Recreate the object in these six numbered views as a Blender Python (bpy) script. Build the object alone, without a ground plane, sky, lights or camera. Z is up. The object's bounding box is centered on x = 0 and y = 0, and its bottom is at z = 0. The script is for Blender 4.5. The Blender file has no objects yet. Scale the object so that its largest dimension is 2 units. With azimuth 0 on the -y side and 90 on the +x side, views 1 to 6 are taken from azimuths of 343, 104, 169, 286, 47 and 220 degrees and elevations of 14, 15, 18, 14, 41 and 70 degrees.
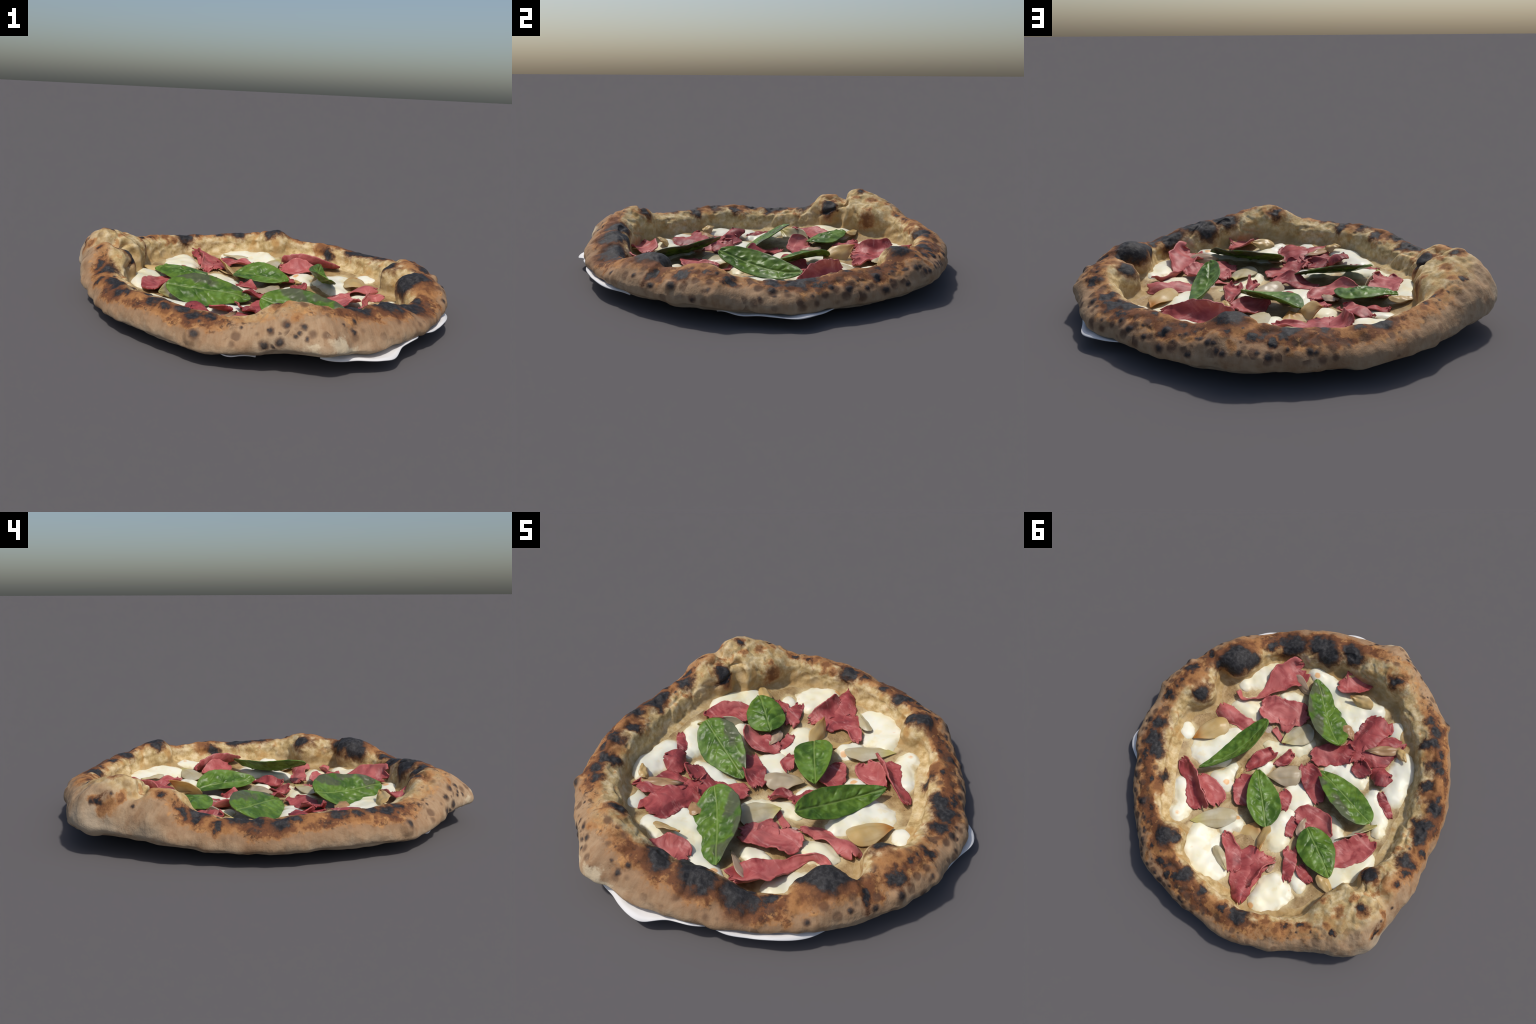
# Wood-fired pizza: puffy charred crust, base, melted mozzarella, cured-meat slices,
# onion petals, basil leaves and scraps of baking paper.  Everything is procedural.
import bpy, bmesh, math, random
from mathutils import Vector, Matrix, noise

random.seed(11)
TAU = math.tau

# ------------------------------------------------------------------ helpers
def vnoise(p, s, seed=0.0):
    return noise.noise(Vector((p[0] * s + seed, p[1] * s - seed * 0.7, p[2] * s + seed * 1.3)))

def lerp(a, b, t):
    return a + (b - a) * t

def smooth(a, b, x):
    t = min(1.0, max(0.0, (x - a) / (b - a)))
    return t * t * (3 - 2 * t)

def ring(points):
    """Smooth closed function of the angle (degrees) through a few (angle, value) points."""
    pts = sorted(points)
    n = len(pts)
    def f(a):
        a %= 360.0
        i = 0
        while i < n and pts[i][0] <= a:
            i += 1
        p1 = pts[i - 1] if i > 0 else (pts[-1][0] - 360, pts[-1][1])
        p2 = pts[i] if i < n else (pts[0][0] + 360, pts[0][1])
        p0 = pts[i - 2] if i > 1 else (pts[i - 2][0] - 360, pts[i - 2][1])
        p3 = pts[i + 1] if i + 1 < n else (pts[i + 1 - n][0] + 360, pts[i + 1 - n][1])
        h = p2[0] - p1[0]
        t = (a - p1[0]) / h
        d = (p2[1] - p1[1]) / h
        def slope(pa, pb, pc):            # monotone-ish slope (limits overshoot)
            s0 = (pb[1] - pa[1]) / max(1e-6, pb[0] - pa[0])
            s1 = (pc[1] - pb[1]) / max(1e-6, pc[0] - pb[0])
            return 0.0 if s0 * s1 <= 0 else 2 * s0 * s1 / (s0 + s1)
        m1 = slope(p0, p1, p2) * h
        m2 = slope(p1, p2, p3) * h
        t2, t3 = t * t, t * t * t
        return ((2*t3 - 3*t2 + 1) * p1[1] + (t3 - 2*t2 + t) * m1 +
                (-2*t3 + 3*t2) * p2[1] + (t3 - t2) * m2)
    return f

def catmull(pts, t):
    """Point on a Catmull-Rom curve through tuples, t in 0..1."""
    n = len(pts) - 1
    x = min(max(t, 0.0), 1.0) * n
    i = min(int(x), n - 1)
    u = x - i
    p1, p2 = pts[i], pts[i + 1]
    p0 = pts[i - 1] if i > 0 else tuple(2*a - b for a, b in zip(p1, p2))
    p3 = pts[i + 2] if i + 2 <= n else tuple(2*b - a for a, b in zip(p1, p2))
    return tuple(0.5 * (2*b + (c - a) * u + (2*a - 5*b + 4*c - d) * u*u + (3*b - a - 3*c + d) * u**3)
                 for a, b, c, d in zip(p0, p1, p2, p3))

# ------------------------------------------------------------------ crust curves (angle, metres)
OUTER = [(0, 0.936), (7, 0.938), (13, 0.932), (20, 0.939), (28, 0.933), (35, 0.916), (42, 0.919), (48, 0.921), (55, 0.941),
    (63, 0.959), (70, 0.974), (77, 0.98), (84, 0.981), (91, 0.99), (97, 0.986), (102, 1.006), (108, 1.02), (114, 1.018),
    (119, 1.02), (124, 1.015), (130, 1.018), (135, 1.03), (139, 1.056), (143, 1.066), (148, 1.063), (151, 1.034), (154, 1.006),
    (159, 0.972), (165, 0.949), (172, 0.923), (178, 0.899), (187, 0.878), (195, 0.877), (203, 0.875), (210, 0.87), (219, 0.88),
    (227, 0.897), (234, 0.914), (240, 0.918), (248, 0.92), (256, 0.931), (262, 0.95), (267, 0.97), (271, 0.952), (276, 0.926),
    (286, 0.918), (298, 0.902), (310, 0.896), (320, 0.893), (330, 0.904), (338, 0.918), (345, 0.91), (352, 0.925)]
CREST = [(0, 0.8), (20, 0.8), (40, 0.795), (60, 0.815), (70, 0.81), (80, 0.85), (90, 0.866), (100, 0.888), (110, 0.9),
    (120, 0.903), (130, 0.905), (138, 0.91), (143, 0.92), (148, 0.915), (155, 0.88), (162, 0.84), (170, 0.815), (180, 0.8),
    (190, 0.79), (210, 0.788), (230, 0.796), (245, 0.8), (255, 0.8), (263, 0.808), (270, 0.8), (280, 0.78), (290, 0.758),
    (300, 0.755), (310, 0.767), (320, 0.78), (330, 0.77), (337, 0.77), (344, 0.8), (352, 0.78)]
FOOT = [(0, 0.66), (8, 0.73), (20, 0.72), (30, 0.72), (40, 0.72), (50, 0.75), (60, 0.78), (66, 0.735), (71, 0.715),
    (78, 0.785), (90, 0.8), (100, 0.81), (110, 0.84), (120, 0.835), (131, 0.815), (136, 0.78), (142, 0.723), (148, 0.712),
    (152, 0.754), (157, 0.71), (165, 0.7), (170, 0.703), (180, 0.688), (190, 0.671), (200, 0.671), (210, 0.677), (220, 0.682),
    (230, 0.688), (240, 0.696), (250, 0.703), (260, 0.702), (270, 0.7), (280, 0.69), (290, 0.675), (300, 0.67), (308, 0.7),
    (315, 0.73), (320, 0.72), (326, 0.685), (336, 0.68), (343, 0.75), (348, 0.715), (352, 0.665), (356, 0.645)]
TOP = [(0, 0.222), (4, 0.213), (10, 0.18), (16, 0.173), (24, 0.165), (31, 0.17), (38, 0.178), (43, 0.19), (50, 0.18),
    (55, 0.175), (61, 0.189), (65, 0.215), (69, 0.239), (73, 0.228), (79, 0.205), (87, 0.201), (97, 0.188), (107, 0.19),
    (114, 0.206), (122, 0.214), (130, 0.226), (136, 0.262), (142, 0.286), (147, 0.315), (152, 0.322), (155, 0.298), (158, 0.272),
    (162, 0.282), (166, 0.275), (170, 0.225), (174, 0.196), (180, 0.187), (187, 0.177), (195, 0.177), (203, 0.197), (210, 0.201),
    (218, 0.202), (227, 0.19), (238, 0.185), (246, 0.198), (250, 0.22), (255, 0.252), (260, 0.262), (267, 0.255), (274, 0.232),
    (282, 0.213), (290, 0.211), (296, 0.206), (304, 0.18), (312, 0.158), (317, 0.152), (322, 0.172), (328, 0.205), (334, 0.218),
    (341, 0.216), (344, 0.195), (350, 0.205), (355, 0.218)]
BOTTOM = [(0, 0.055), (10, 0.048), (20, 0.042), (30, 0.038), (40, 0.036), (50, 0.036), (60, 0.038), (70, 0.048), (80, 0.05),
    (90, 0.052), (100, 0.042), (110, 0.055), (120, 0.055), (130, 0.055), (140, 0.072), (150, 0.088), (160, 0.082), (170, 0.068),
    (180, 0.05), (190, 0.05), (200, 0.045), (210, 0.05), (220, 0.045), (230, 0.048), (240, 0.05), (250, 0.065), (260, 0.085),
    (268, 0.088), (275, 0.072), (285, 0.06), (295, 0.062), (310, 0.062), (325, 0.06), (340, 0.058), (350, 0.056)]
FLOOR_EDGE = [(0, 0.055), (20, 0.065), (45, 0.092), (65, 0.094), (90, 0.09), (110, 0.082), (130, 0.082), (150, 0.098), (180, 0.072),
    (200, 0.062), (230, 0.064), (250, 0.064), (280, 0.058), (300, 0.056), (330, 0.058)]
FLARE = [(0, 0), (130, 0), (142, 0.012), (152, 0.022), (165, 0.02), (178, 0.008), (190, 0.006), (245, 0.008), (256, 0.008),
    (263, 0.024), (275, 0.03), (288, 0.02), (300, 0)]


FR, FC, FF, FT, FB, FE, FL = (ring(c) for c in (OUTER, CREST, FOOT, TOP, BOTTOM, FLOOR_EDGE, FLARE))
FLOOR_MID = 0.031

def floor_z(x, y):
    """Top of the baked base under the toppings."""
    r = math.hypot(x, y)
    a = math.degrees(math.atan2(y, x))
    e = FE(a)
    f = min(1.1, r / FF(a))
    z = FLOOR_MID + (e - FLOOR_MID) * f ** 2.2
    p = (x, y, 0.0)
    return z + 0.009 * vnoise(p, 5, 3) + 0.006 * vnoise(p, 12, 9)

# air bubbles in the rim: x, y, z, radius, how far they push out
BUBBLES = [
    (0.65, -0.3, 0.15, 0.13, 0.04),
    (0.7, -0.035, 0.13, 0.11, 0.025),
    (0.265, 0.72, 0.15, 0.1, 0.02),
    (-0.64, 0.27, 0.18, 0.1, 0.015),
    (-0.6, 0.5, 0.2, 0.12, 0.015),
    (-0.64, 0.345, 0.2, 0.055, -0.04),
    (-0.69, 0.345, 0.25, 0.055, -0.045),
    (-0.75, 0.345, 0.27, 0.055, -0.04),
    (-0.81, 0.34, 0.26, 0.055, -0.03),
    (-0.7, 0.47, 0.27, 0.035, -0.014),
    (-0.76, 0.4, 0.31, 0.03, -0.014),
    (-0.66, 0.5, 0.24, 0.03, -0.012),
    (-0.8, 0.52, 0.3, 0.03, -0.012),
    (-0.68, 0.55, 0.26, 0.028, -0.012),
    (-0.74, 0.25, 0.27, 0.03, -0.014),
    (-0.7, 0.2, 0.24, 0.025, -0.01),
    (-0.78, 0.3, 0.3, 0.025, -0.012),
    (0.889, -0.143, 0.15, 0.04, 0.018),
    (-0.543, -0.731, 0.13, 0.05, 0.018),
    (-0.15, -0.8, 0.2, 0.13, 0.02),
    (-0.226, -0.9, 0.12, 0.035, 0.01),
    (0.93, 0.06, 0.13, 0.04, 0.008),
]


def profile(a):
    """Control points (r, z) of the section at angle a, from the foot of the inner wall to under the rim."""
    R, C, F, zt, zb, zf = FR(a), FC(a), FF(a), FT(a), FB(a), FE(a)
    F += 0.014 * vnoise((a * 0.13, 0.0, 0.0), 1.0, 3) * (1 - abs(a - 180) / 180.0) * 2     # ragged foot, seamless at 0/360
    H, hb, fl = zt - zf, zt - zb, FL(a)
    return [(F - 0.060, None), (F - 0.025, zf + 0.002), (F - 0.002, zf + 0.10 * H), (F + 0.010, zf + 0.40 * H),
            (lerp(F, C, 0.22), zf + 0.72 * H), (lerp(F, C, 0.58), zt - 0.10 * H), (C, zt),
            (lerp(C, R, 0.50), zt - 0.13 * hb), (lerp(C, R, 0.83), zt - 0.33 * hb), (R + 0.3 * fl, zt - 0.58 * hb),
            (R - 0.006 + fl, zb + 0.20 * hb), (R - 0.030 + fl, zb + 0.016), (R - 0.062 + fl, zb - 0.002), (R - 0.16, zb * 0.52)]

# ------------------------------------------------------------------ materials
class NT:
    """Small helper to write node trees as expressions."""
    def __init__(self, name):
        self.mat = bpy.data.materials.new(name)
        self.mat.use_nodes = True
        self.t = self.mat.node_tree
        self.t.nodes.clear()
        self.out = self.t.nodes.new("ShaderNodeOutputMaterial")
    def n(self, kind, **kw):
        nd = self.t.nodes.new("ShaderNode" + kind)
        for k, v in kw.items():
            setattr(nd, k, v)
        return nd
    def link(self, a, b):
        self.t.links.new(a, b)
    def put(self, sock, v):
        if isinstance(v, bpy.types.NodeSocket):
            self.link(v, sock)
        elif v is not None:
            sock.default_value = v
    def math(self, op, a, b=None, c=None, clamp=False):
        nd = self.n("Math", operation=op, use_clamp=clamp)
        self.put(nd.inputs[0], a); self.put(nd.inputs[1], b)
        if c is not None: self.put(nd.inputs[2], c)
        return nd.outputs[0]
    def vmath(self, op, a, b=None):
        nd = self.n("VectorMath", operation=op)
        self.put(nd.inputs[0], a); self.put(nd.inputs[1], b)
        return nd.outputs["Value"] if op in ("LENGTH", "DISTANCE", "DOT_PRODUCT") else nd.outputs[0]
    def coord(self):
        return self.n("TexCoord").outputs["Object"]
    def mapping(self, v, scale=(1, 1, 1), loc=(0, 0, 0), rot=(0, 0, 0)):
        nd = self.n("Mapping")
        self.link(v, nd.inputs[0])
        nd.inputs["Scale"].default_value = scale
        nd.inputs["Location"].default_value = loc
        nd.inputs["Rotation"].default_value = rot
        return nd.outputs[0]
    def noise(self, v, scale, detail=4, rough=0.55, dist=0.0, color=False):
        nd = self.n("TexNoise")
        self.link(v, nd.inputs["Vector"])
        nd.inputs["Scale"].default_value = scale
        nd.inputs["Detail"].default_value = detail
        nd.inputs["Roughness"].default_value = rough
        nd.inputs["Distortion"].default_value = dist
        return nd.outputs["Color" if color else "Fac"]
    def voronoi(self, v, scale, rand=1.0, out="Distance", feature="F1"):
        nd = self.n("TexVoronoi", feature=feature)
        self.link(v, nd.inputs["Vector"])
        nd.inputs["Scale"].default_value = scale
        nd.inputs["Randomness"].default_value = rand
        return nd.outputs[out]
    def step(self, v, a, b, lo=0.0, hi=1.0):
        nd = self.n("MapRange", interpolation_type="SMOOTHSTEP")
        self.put(nd.inputs["Value"], v)
        nd.inputs["From Min"].default_value = a
        nd.inputs["From Max"].default_value = b
        nd.inputs["To Min"].default_value = lo
        nd.inputs["To Max"].default_value = hi
        return nd.outputs[0]
    def mix(self, f, a, b, blend="MIX"):
        nd = self.n("Mix", data_type="RGBA", blend_type=blend)
        self.put(nd.inputs[0], f)
        for s, v in ((nd.inputs[6], a), (nd.inputs[7], b)):
            self.put(s, (*v, 1.0) if isinstance(v, tuple) and len(v) == 3 else v)
        return nd.outputs[2]
    def ramp(self, f, stops):
        nd = self.n("ValToRGB")
        el = nd.color_ramp.elements
        while len(el) < len(stops):
            el.new(0.5)
        for e, (p, c) in zip(el, stops):
            e.position = p
            e.color = (*c, 1.0)
        self.link(f, nd.inputs[0])
        return nd.outputs[0]
    def bump(self, h, strength=0.4, dist=0.01, normal=None):
        nd = self.n("Bump")
        self.put(nd.inputs["Height"], h)
        nd.inputs["Strength"].default_value = strength
        nd.inputs["Distance"].default_value = dist
        if normal is not None:
            self.link(normal, nd.inputs["Normal"])
        return nd.outputs[0]
    def surface(self, color, rough=0.6, normal=None, spec=0.4, sss=0.0, sss_radius=(0.02, 0.01, 0.005), coat=0.0, translucent=None):
        b = self.n("BsdfPrincipled")
        self.put(b.inputs["Base Color"], (*color, 1.0) if isinstance(color, tuple) else color)
        self.put(b.inputs["Roughness"], rough)
        self.put(b.inputs["Specular IOR Level"], spec)
        b.inputs["Subsurface Weight"].default_value = sss
        b.inputs["Subsurface Radius"].default_value = sss_radius
        b.inputs["Subsurface Scale"].default_value = 1.0
        b.inputs["Coat Weight"].default_value = coat
        b.inputs["Coat Roughness"].default_value = 0.25
        if normal is not None:
            self.link(normal, b.inputs["Normal"])
        res = b.outputs[0]
        if translucent:
            tr = self.n("BsdfTranslucent")
            self.put(tr.inputs[0], color if not isinstance(color, tuple) else (*color, 1.0))
            mx = self.n("MixShader")
            mx.inputs[0].default_value = translucent
            self.link(res, mx.inputs[1]); self.link(tr.outputs[0], mx.inputs[2])
            res = mx.outputs[0]
        self.link(res, self.out.inputs[0])
        return self.mat
    def curve(self, v, pts):
        """Float curve through (x, y) points, both in 0..1."""
        nd = self.n("FloatCurve")
        c = nd.mapping.curves[0]
        while len(c.points) < len(pts):
            c.points.new(0.5, 0.5)
        for p, (x, y) in zip(c.points, pts):
            p.location = (x, y)
        nd.mapping.update()
        self.put(nd.inputs["Value"], v)
        return nd.outputs[0]

# charred patches on the top and blisters on the sides: x, y, z, radius, strength
TOP_CHAR = [
    (0.699, -0.262, 0.218, 0.06, 1),
    (0.663, -0.338, 0.227, 0.072, 1),
    (0.599, -0.35, 0.188, 0.051, 1),
    (0.626, -0.266, 0.201, 0.051, 1),
    (0.687, -0.024, 0.194, 0.044, 1),
    (0.847, 0.113, 0.175, 0.021, 0.8),
    (0.482, -0.606, 0.17, 0.064, 1),
    (0.542, -0.584, 0.153, 0.034, 0.7),
    (0.327, -0.689, 0.205, 0.06, 1),
    (0.272, -0.655, 0.189, 0.057, 1),
    (0.348, -0.643, 0.2, 0.036, 0.9),
    (0.154, -0.758, 0.217, 0.054, 1),
    (0.117, -0.745, 0.216, 0.036, 0.9),
    (-0.172, -0.739, 0.243, 0.032, 0.9),
    (-0.512, -0.636, 0.177, 0.032, 1),
    (-0.534, -0.568, 0.187, 0.029, 0.8),
    (-0.622, -0.458, 0.195, 0.04, 0.8),
    (-0.661, -0.448, 0.2, 0.031, 0.7),
    (-0.655, -0.339, 0.179, 0.031, 0.8),
    (-0.761, -0.254, 0.181, 0.039, 1),
    (-0.762, -0.132, 0.169, 0.034, 0.9),
    (-0.783, -0.072, 0.182, 0.034, 0.9),
    (-0.782, -0.163, 0.174, 0.028, 0.7),
    (-0.797, 0.096, 0.196, 0.034, 1),
    (-0.845, 0.088, 0.173, 0.024, 0.8),
    (-0.86, -0.015, 0.158, 0.02, 0.7),
    (-0.683, 0.255, 0.231, 0.037, 1),
    (-0.672, 0.291, 0.207, 0.02, 0.8),
    (-0.825, 0.239, 0.275, 0.023, 0.75),
    (-0.772, 0.452, 0.322, 0.03, 0.6),
    (-0.88, 0.49, 0.247, 0.02, 0.5),
    (-0.711, 0.629, 0.263, 0.013, 1),
    (-0.569, 0.704, 0.216, 0.016, 0.7),
    (-0.505, 0.728, 0.209, 0.018, 0.6),
    (-0.284, 0.84, 0.19, 0.037, 1),
    (-0.201, 0.872, 0.193, 0.024, 0.8),
    (-0.04, 0.856, 0.192, 0.029, 0.9),
    (0.075, 0.853, 0.199, 0.037, 1),
    (0.113, 0.873, 0.195, 0.024, 0.7),
    (0.289, 0.753, 0.239, 0.046, 1),
    (0.242, 0.718, 0.217, 0.033, 1),
    (0.214, 0.881, 0.188, 0.024, 0.8),
    (0.161, 0.914, 0.175, 0.022, 0.7),
    (0.317, 0.843, 0.204, 0.019, 0.6),
    (0.734, 0.368, 0.157, 0.044, 1),
    (0.682, 0.401, 0.164, 0.032, 0.9),
    (0.777, 0.273, 0.163, 0.038, 0.9),
    (0.545, 0.498, 0.139, 0.032, 0.9),
    (0.598, 0.557, 0.18, 0.026, 0.6),
    (0.47, 0.68, 0.174, 0.021, 0.5),
    (0.539, 0.685, 0.166, 0.022, 0.9),
    (0.711, 0.459, 0.157, 0.02, 0.6),
    (0.842, -0.103, 0.196, 0.03, 0.8),
    (0.821, -0.013, 0.211, 0.022, 0.6),
    (0.835, -0.252, 0.163, 0.027, 0.5),
    (-0.459, -0.669, 0.185, 0.026, 0.8),
    (-0.603, -0.54, 0.194, 0.023, 0.7),
    (-0.846, 0.147, 0.208, 0.02, 0.7),
    (-0.629, -0.486, 0.201, 0.025, 0.7),
    (-0.507, -0.538, 0.174, 0.029, 0.8),
    (-0.547, -0.557, 0.19, 0.02, 0.7),
    (-0.739, -0.315, 0.196, 0.023, 0.7),
    (-0.336, -0.194, 0.038, 0.02, 0.6),
    (0.582, -0.532, 0.156, 0.024, 0.9),
]
SIDE_BLISTERS = [
    (-0.536, -0.743, 0.14, 0.017, 1),
    (-0.259, -0.876, 0.186, 0.013, 0.8),
    (-0.199, -0.891, 0.206, 0.013, 0.8),
    (-0.134, -0.913, 0.206, 0.016, 0.75),
    (-0.157, -0.924, 0.184, 0.01, 0.7),
    (-0.133, -0.947, 0.166, 0.01, 0.8),
    (-0.287, -0.887, 0.125, 0.017, 1),
    (-0.231, -0.913, 0.146, 0.016, 1),
    (-0.357, -0.797, 0.174, 0.008, 0.8),
    (-0.228, -0.898, 0.178, 0.008, 0.6),
    (-0.501, -0.687, 0.172, 0.009, 0.7),
    (0.08, -0.907, 0.171, 0.012, 1),
    (0.1, -0.866, 0.199, 0.011, 0.9),
    (0.035, -0.903, 0.201, 0.011, 0.6),
    (-0.4, -0.764, 0.179, 0.008, 0.6),
    (0.87, -0.244, 0.141, 0.013, 1),
    (0.907, -0.134, 0.161, 0.018, 1),
    (0.825, -0.343, 0.166, 0.012, 0.9),
    (0.939, -0.029, 0.113, 0.018, 0.6),
    (0.741, -0.493, 0.142, 0.015, 0.7),
    (0.838, 0.285, 0.153, 0.018, 1),
    (0.817, 0.345, 0.147, 0.011, 0.8),
    (0.784, 0.413, 0.147, 0.011, 0.9),
    (0.713, 0.512, 0.149, 0.014, 1),
    (0.684, 0.584, 0.138, 0.017, 1),
    (0.625, 0.657, 0.13, 0.013, 0.9),
    (0.571, 0.733, 0.112, 0.019, 0.9),
    (0.535, 0.683, 0.168, 0.025, 1),
    (0.39, 0.848, 0.173, 0.015, 1),
    (0.413, 0.804, 0.167, 0.012, 0.9),
    (0.364, 0.89, 0.152, 0.012, 0.9),
    (0.465, 0.747, 0.165, 0.011, 0.8),
    (0.461, 0.825, 0.115, 0.012, 0.8),
    (0.221, 0.94, 0.154, 0.011, 0.9),
    (0.005, 0.97, 0.148, 0.012, 0.8),
    (0.796, 0.448, 0.128, 0.011, 0.7),
    (0.889, 0.247, 0.129, 0.013, 0.6),
    (0.855, 0.3, 0.133, 0.01, 0.6),
    (0.817, 0.109, 0.191, 0.017, 0.9),
    (0.831, 0.043, 0.205, 0.011, 0.7),
    (0.925, 0.037, 0.158, 0.013, 0.6),
    (0.625, 0.612, 0.157, 0.01, 0.6),
    (0.712, 0.519, 0.147, 0.009, 0.9),
    (0.673, 0.591, 0.141, 0.011, 1),
    (0.622, 0.66, 0.13, 0.009, 0.9),
    (0.569, 0.738, 0.111, 0.012, 0.8),
    (0.539, 0.68, 0.167, 0.022, 1),
    (0.514, 0.748, 0.139, 0.009, 0.8),
    (0.469, 0.82, 0.113, 0.011, 0.9),
    (0.425, 0.794, 0.163, 0.009, 0.9),
    (0.37, 0.863, 0.174, 0.012, 1),
    (0.344, 0.908, 0.15, 0.013, 0.9),
    (0.284, 0.93, 0.155, 0.01, 0.9),
    (0.18, 0.954, 0.141, 0.014, 1),
    (0.15, 0.926, 0.17, 0.01, 1),
    (0.108, 0.948, 0.158, 0.011, 0.8),
    (0.026, 0.965, 0.154, 0.014, 1),
    (0.104, 0.91, 0.186, 0.01, 0.9),
    (0.039, 0.927, 0.172, 0.006, 0.7),
    (0.253, 0.839, 0.21, 0.007, 0.8),
    (0.215, 0.895, 0.178, 0.007, 0.7),
    (0.272, 0.898, 0.181, 0.007, 0.7),
    (0.487, 0.734, 0.158, 0.007, 0.8),
    (0.429, 0.756, 0.174, 0.009, 0.8),
    (-0.123, 0.948, 0.154, 0.013, 0.6),
    (0.781, 0.419, 0.146, 0.008, 0.9),
    (0.831, 0.289, 0.156, 0.011, 0.9),
    (0.723, 0.353, 0.158, 0.018, 0.8),
    (-0.045, 0.882, 0.19, 0.02, 0.8),
    (0.177, 0.862, 0.186, 0.016, 0.8),
    (-0.302, 0.879, 0.189, 0.016, 0.8),
    (-0.709, 0.634, 0.261, 0.008, 0.9),
    (-0.627, 0.687, 0.229, 0.007, 0.8),
    (-0.571, 0.732, 0.213, 0.008, 0.7),
    (-0.89, 0.518, 0.235, 0.013, 0.9),
    (-0.892, 0.476, 0.233, 0.01, 0.9),
    (-0.882, 0.338, 0.227, 0.009, 0.9),
    (-0.876, 0.432, 0.27, 0.011, 0.6),
    (-0.836, 0.094, 0.178, 0.012, 0.7),
    (-0.776, 0.009, 0.174, 0.011, 0.7),
    (-0.818, -0.058, 0.177, 0.013, 0.8),
    (-0.787, -0.156, 0.176, 0.011, 0.8),
    (-0.778, -0.252, 0.182, 0.017, 0.9),
    (-0.744, -0.309, 0.196, 0.015, 0.8),
    (-0.568, -0.568, 0.196, 0.028, 0.7),
    (-0.267, -0.866, 0.186, 0.008, 0.8),
    (-0.254, -0.894, 0.123, 0.008, 0.9),
    (-0.171, -0.924, 0.172, 0.009, 0.8),
    (-0.229, -0.913, 0.148, 0.007, 0.9),
    (-0.831, -0.164, 0.156, 0.011, 0.5),
]
# brown scorched patches
SCORCH = [
    (-0.779, 0.468, 0.318, 0.033, 1),
    (-0.723, 0.406, 0.29, 0.02, 0.9),
    (-0.581, 0.533, 0.242, 0.023, 0.7),
    (-0.559, 0.515, 0.178, 0.038, 1),
    (-0.561, 0.51, 0.146, 0.027, 1),
    (-0.65, 0.273, 0.18, 0.032, 0.9),
    (-0.724, 0.281, 0.247, 0.027, 0.8),
    (-0.51, 0.731, 0.211, 0.028, 1),
    (-0.475, 0.766, 0.213, 0.015, 1),
    (-0.409, 0.771, 0.191, 0.025, 1),
    (-0.345, 0.793, 0.187, 0.025, 1),
    (-0.556, 0.698, 0.219, 0.014, 0.8),
    (-0.819, 0.242, 0.277, 0.029, 0.7),
    (-0.768, 0.317, 0.249, 0.019, 0.8),
    (-0.729, -0.083, 0.161, 0.023, 0.8),
    (-0.736, 0.044, 0.162, 0.018, 0.7),
    (-0.737, 0.084, 0.162, 0.016, 0.6),
    (-0.614, 0.684, 0.229, 0.017, 0.8),
    (-0.689, 0.526, 0.282, 0.028, 0.8),
    (-0.66, 0.604, 0.266, 0.023, 0.7),
    (-0.701, 0.413, 0.291, 0.021, 0.7),
    (-0.813, 0.257, 0.28, 0.052, 0.7),
    (-0.491, 0.772, 0.213, 0.039, 0.7),
    (-0.409, 0.795, 0.206, 0.029, 0.7),
    (-0.593, 0.694, 0.221, 0.039, 0.6),
    (-0.899, 0.455, 0.215, 0.039, 0.8),
    (-0.164, -0.749, 0.249, 0.066, 0.7),
    (0.758, -0.056, 0.221, 0.067, 0.6),
    (0.517, 0.565, 0.17, 0.057, 0.7),
    (0.258, 0.802, 0.22, 0.054, 0.8),
    (-0.592, -0.528, 0.199, 0.071, 0.8),
    (-0.702, -0.316, 0.188, 0.07, 0.7),
    (-0.833, -0.024, 0.178, 0.061, 0.8),
    (0.65, -0.438, 0.192, 0.061, 0.7),
    (-0.167, 0.873, 0.189, 0.053, 0.7),
    (0.434, 0.772, 0.166, 0.022, 0.6),
    (0.303, 0.894, 0.178, 0.028, 0.6),
    (0.125, 0.891, 0.191, 0.028, 0.6),
    (0.59, 0.64, 0.155, 0.023, 0.6),
    (-0.128, 0.906, 0.174, 0.022, 0.5),
    (-0.166, -0.883, 0.229, 0.026, 0.6),
    (-0.614, -0.575, 0.176, 0.035, 0.8),
    (-0.429, -0.707, 0.182, 0.021, 0.6),
    (-0.879, 0.518, 0.252, 0.023, 0.8),
    (-0.875, 0.408, 0.26, 0.023, 0.7),
    (-0.813, 0.249, 0.279, 0.023, 0.8),
    (-0.799, 0.017, 0.172, 0.039, 0.8),
    (-0.283, -0.124, 0.038, 0.054, 0.8),
]
TOAST = [(0, 0.75), (8, 0.65), (18, 0.6), (28, 0.8), (45, 0.85), (62, 0.95), (85, 0.95), (100, 0.85), (112, 0.7), (125, 0.55), (135, 0.35), (150, 0.22), (162, 0.35), (170, 0.75), (185, 0.9), (210, 0.9), (235, 0.85), (245, 0.45), (258, 0.35), (266, 0.5), (274, 0.85), (300, 0.95), (318, 0.9), (330, 0.8), (345, 0.75), (360, 0.75)]
FRECKLE = [(0, 0.9), (40, 1), (110, 0.9), (130, 0.5), (150, 0.45), (170, 0.25), (230, 0.25), (242, 0.7), (262, 0.9), (275, 0.6), (300, 0.6), (330, 0.8), (360, 0.9)]


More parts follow.
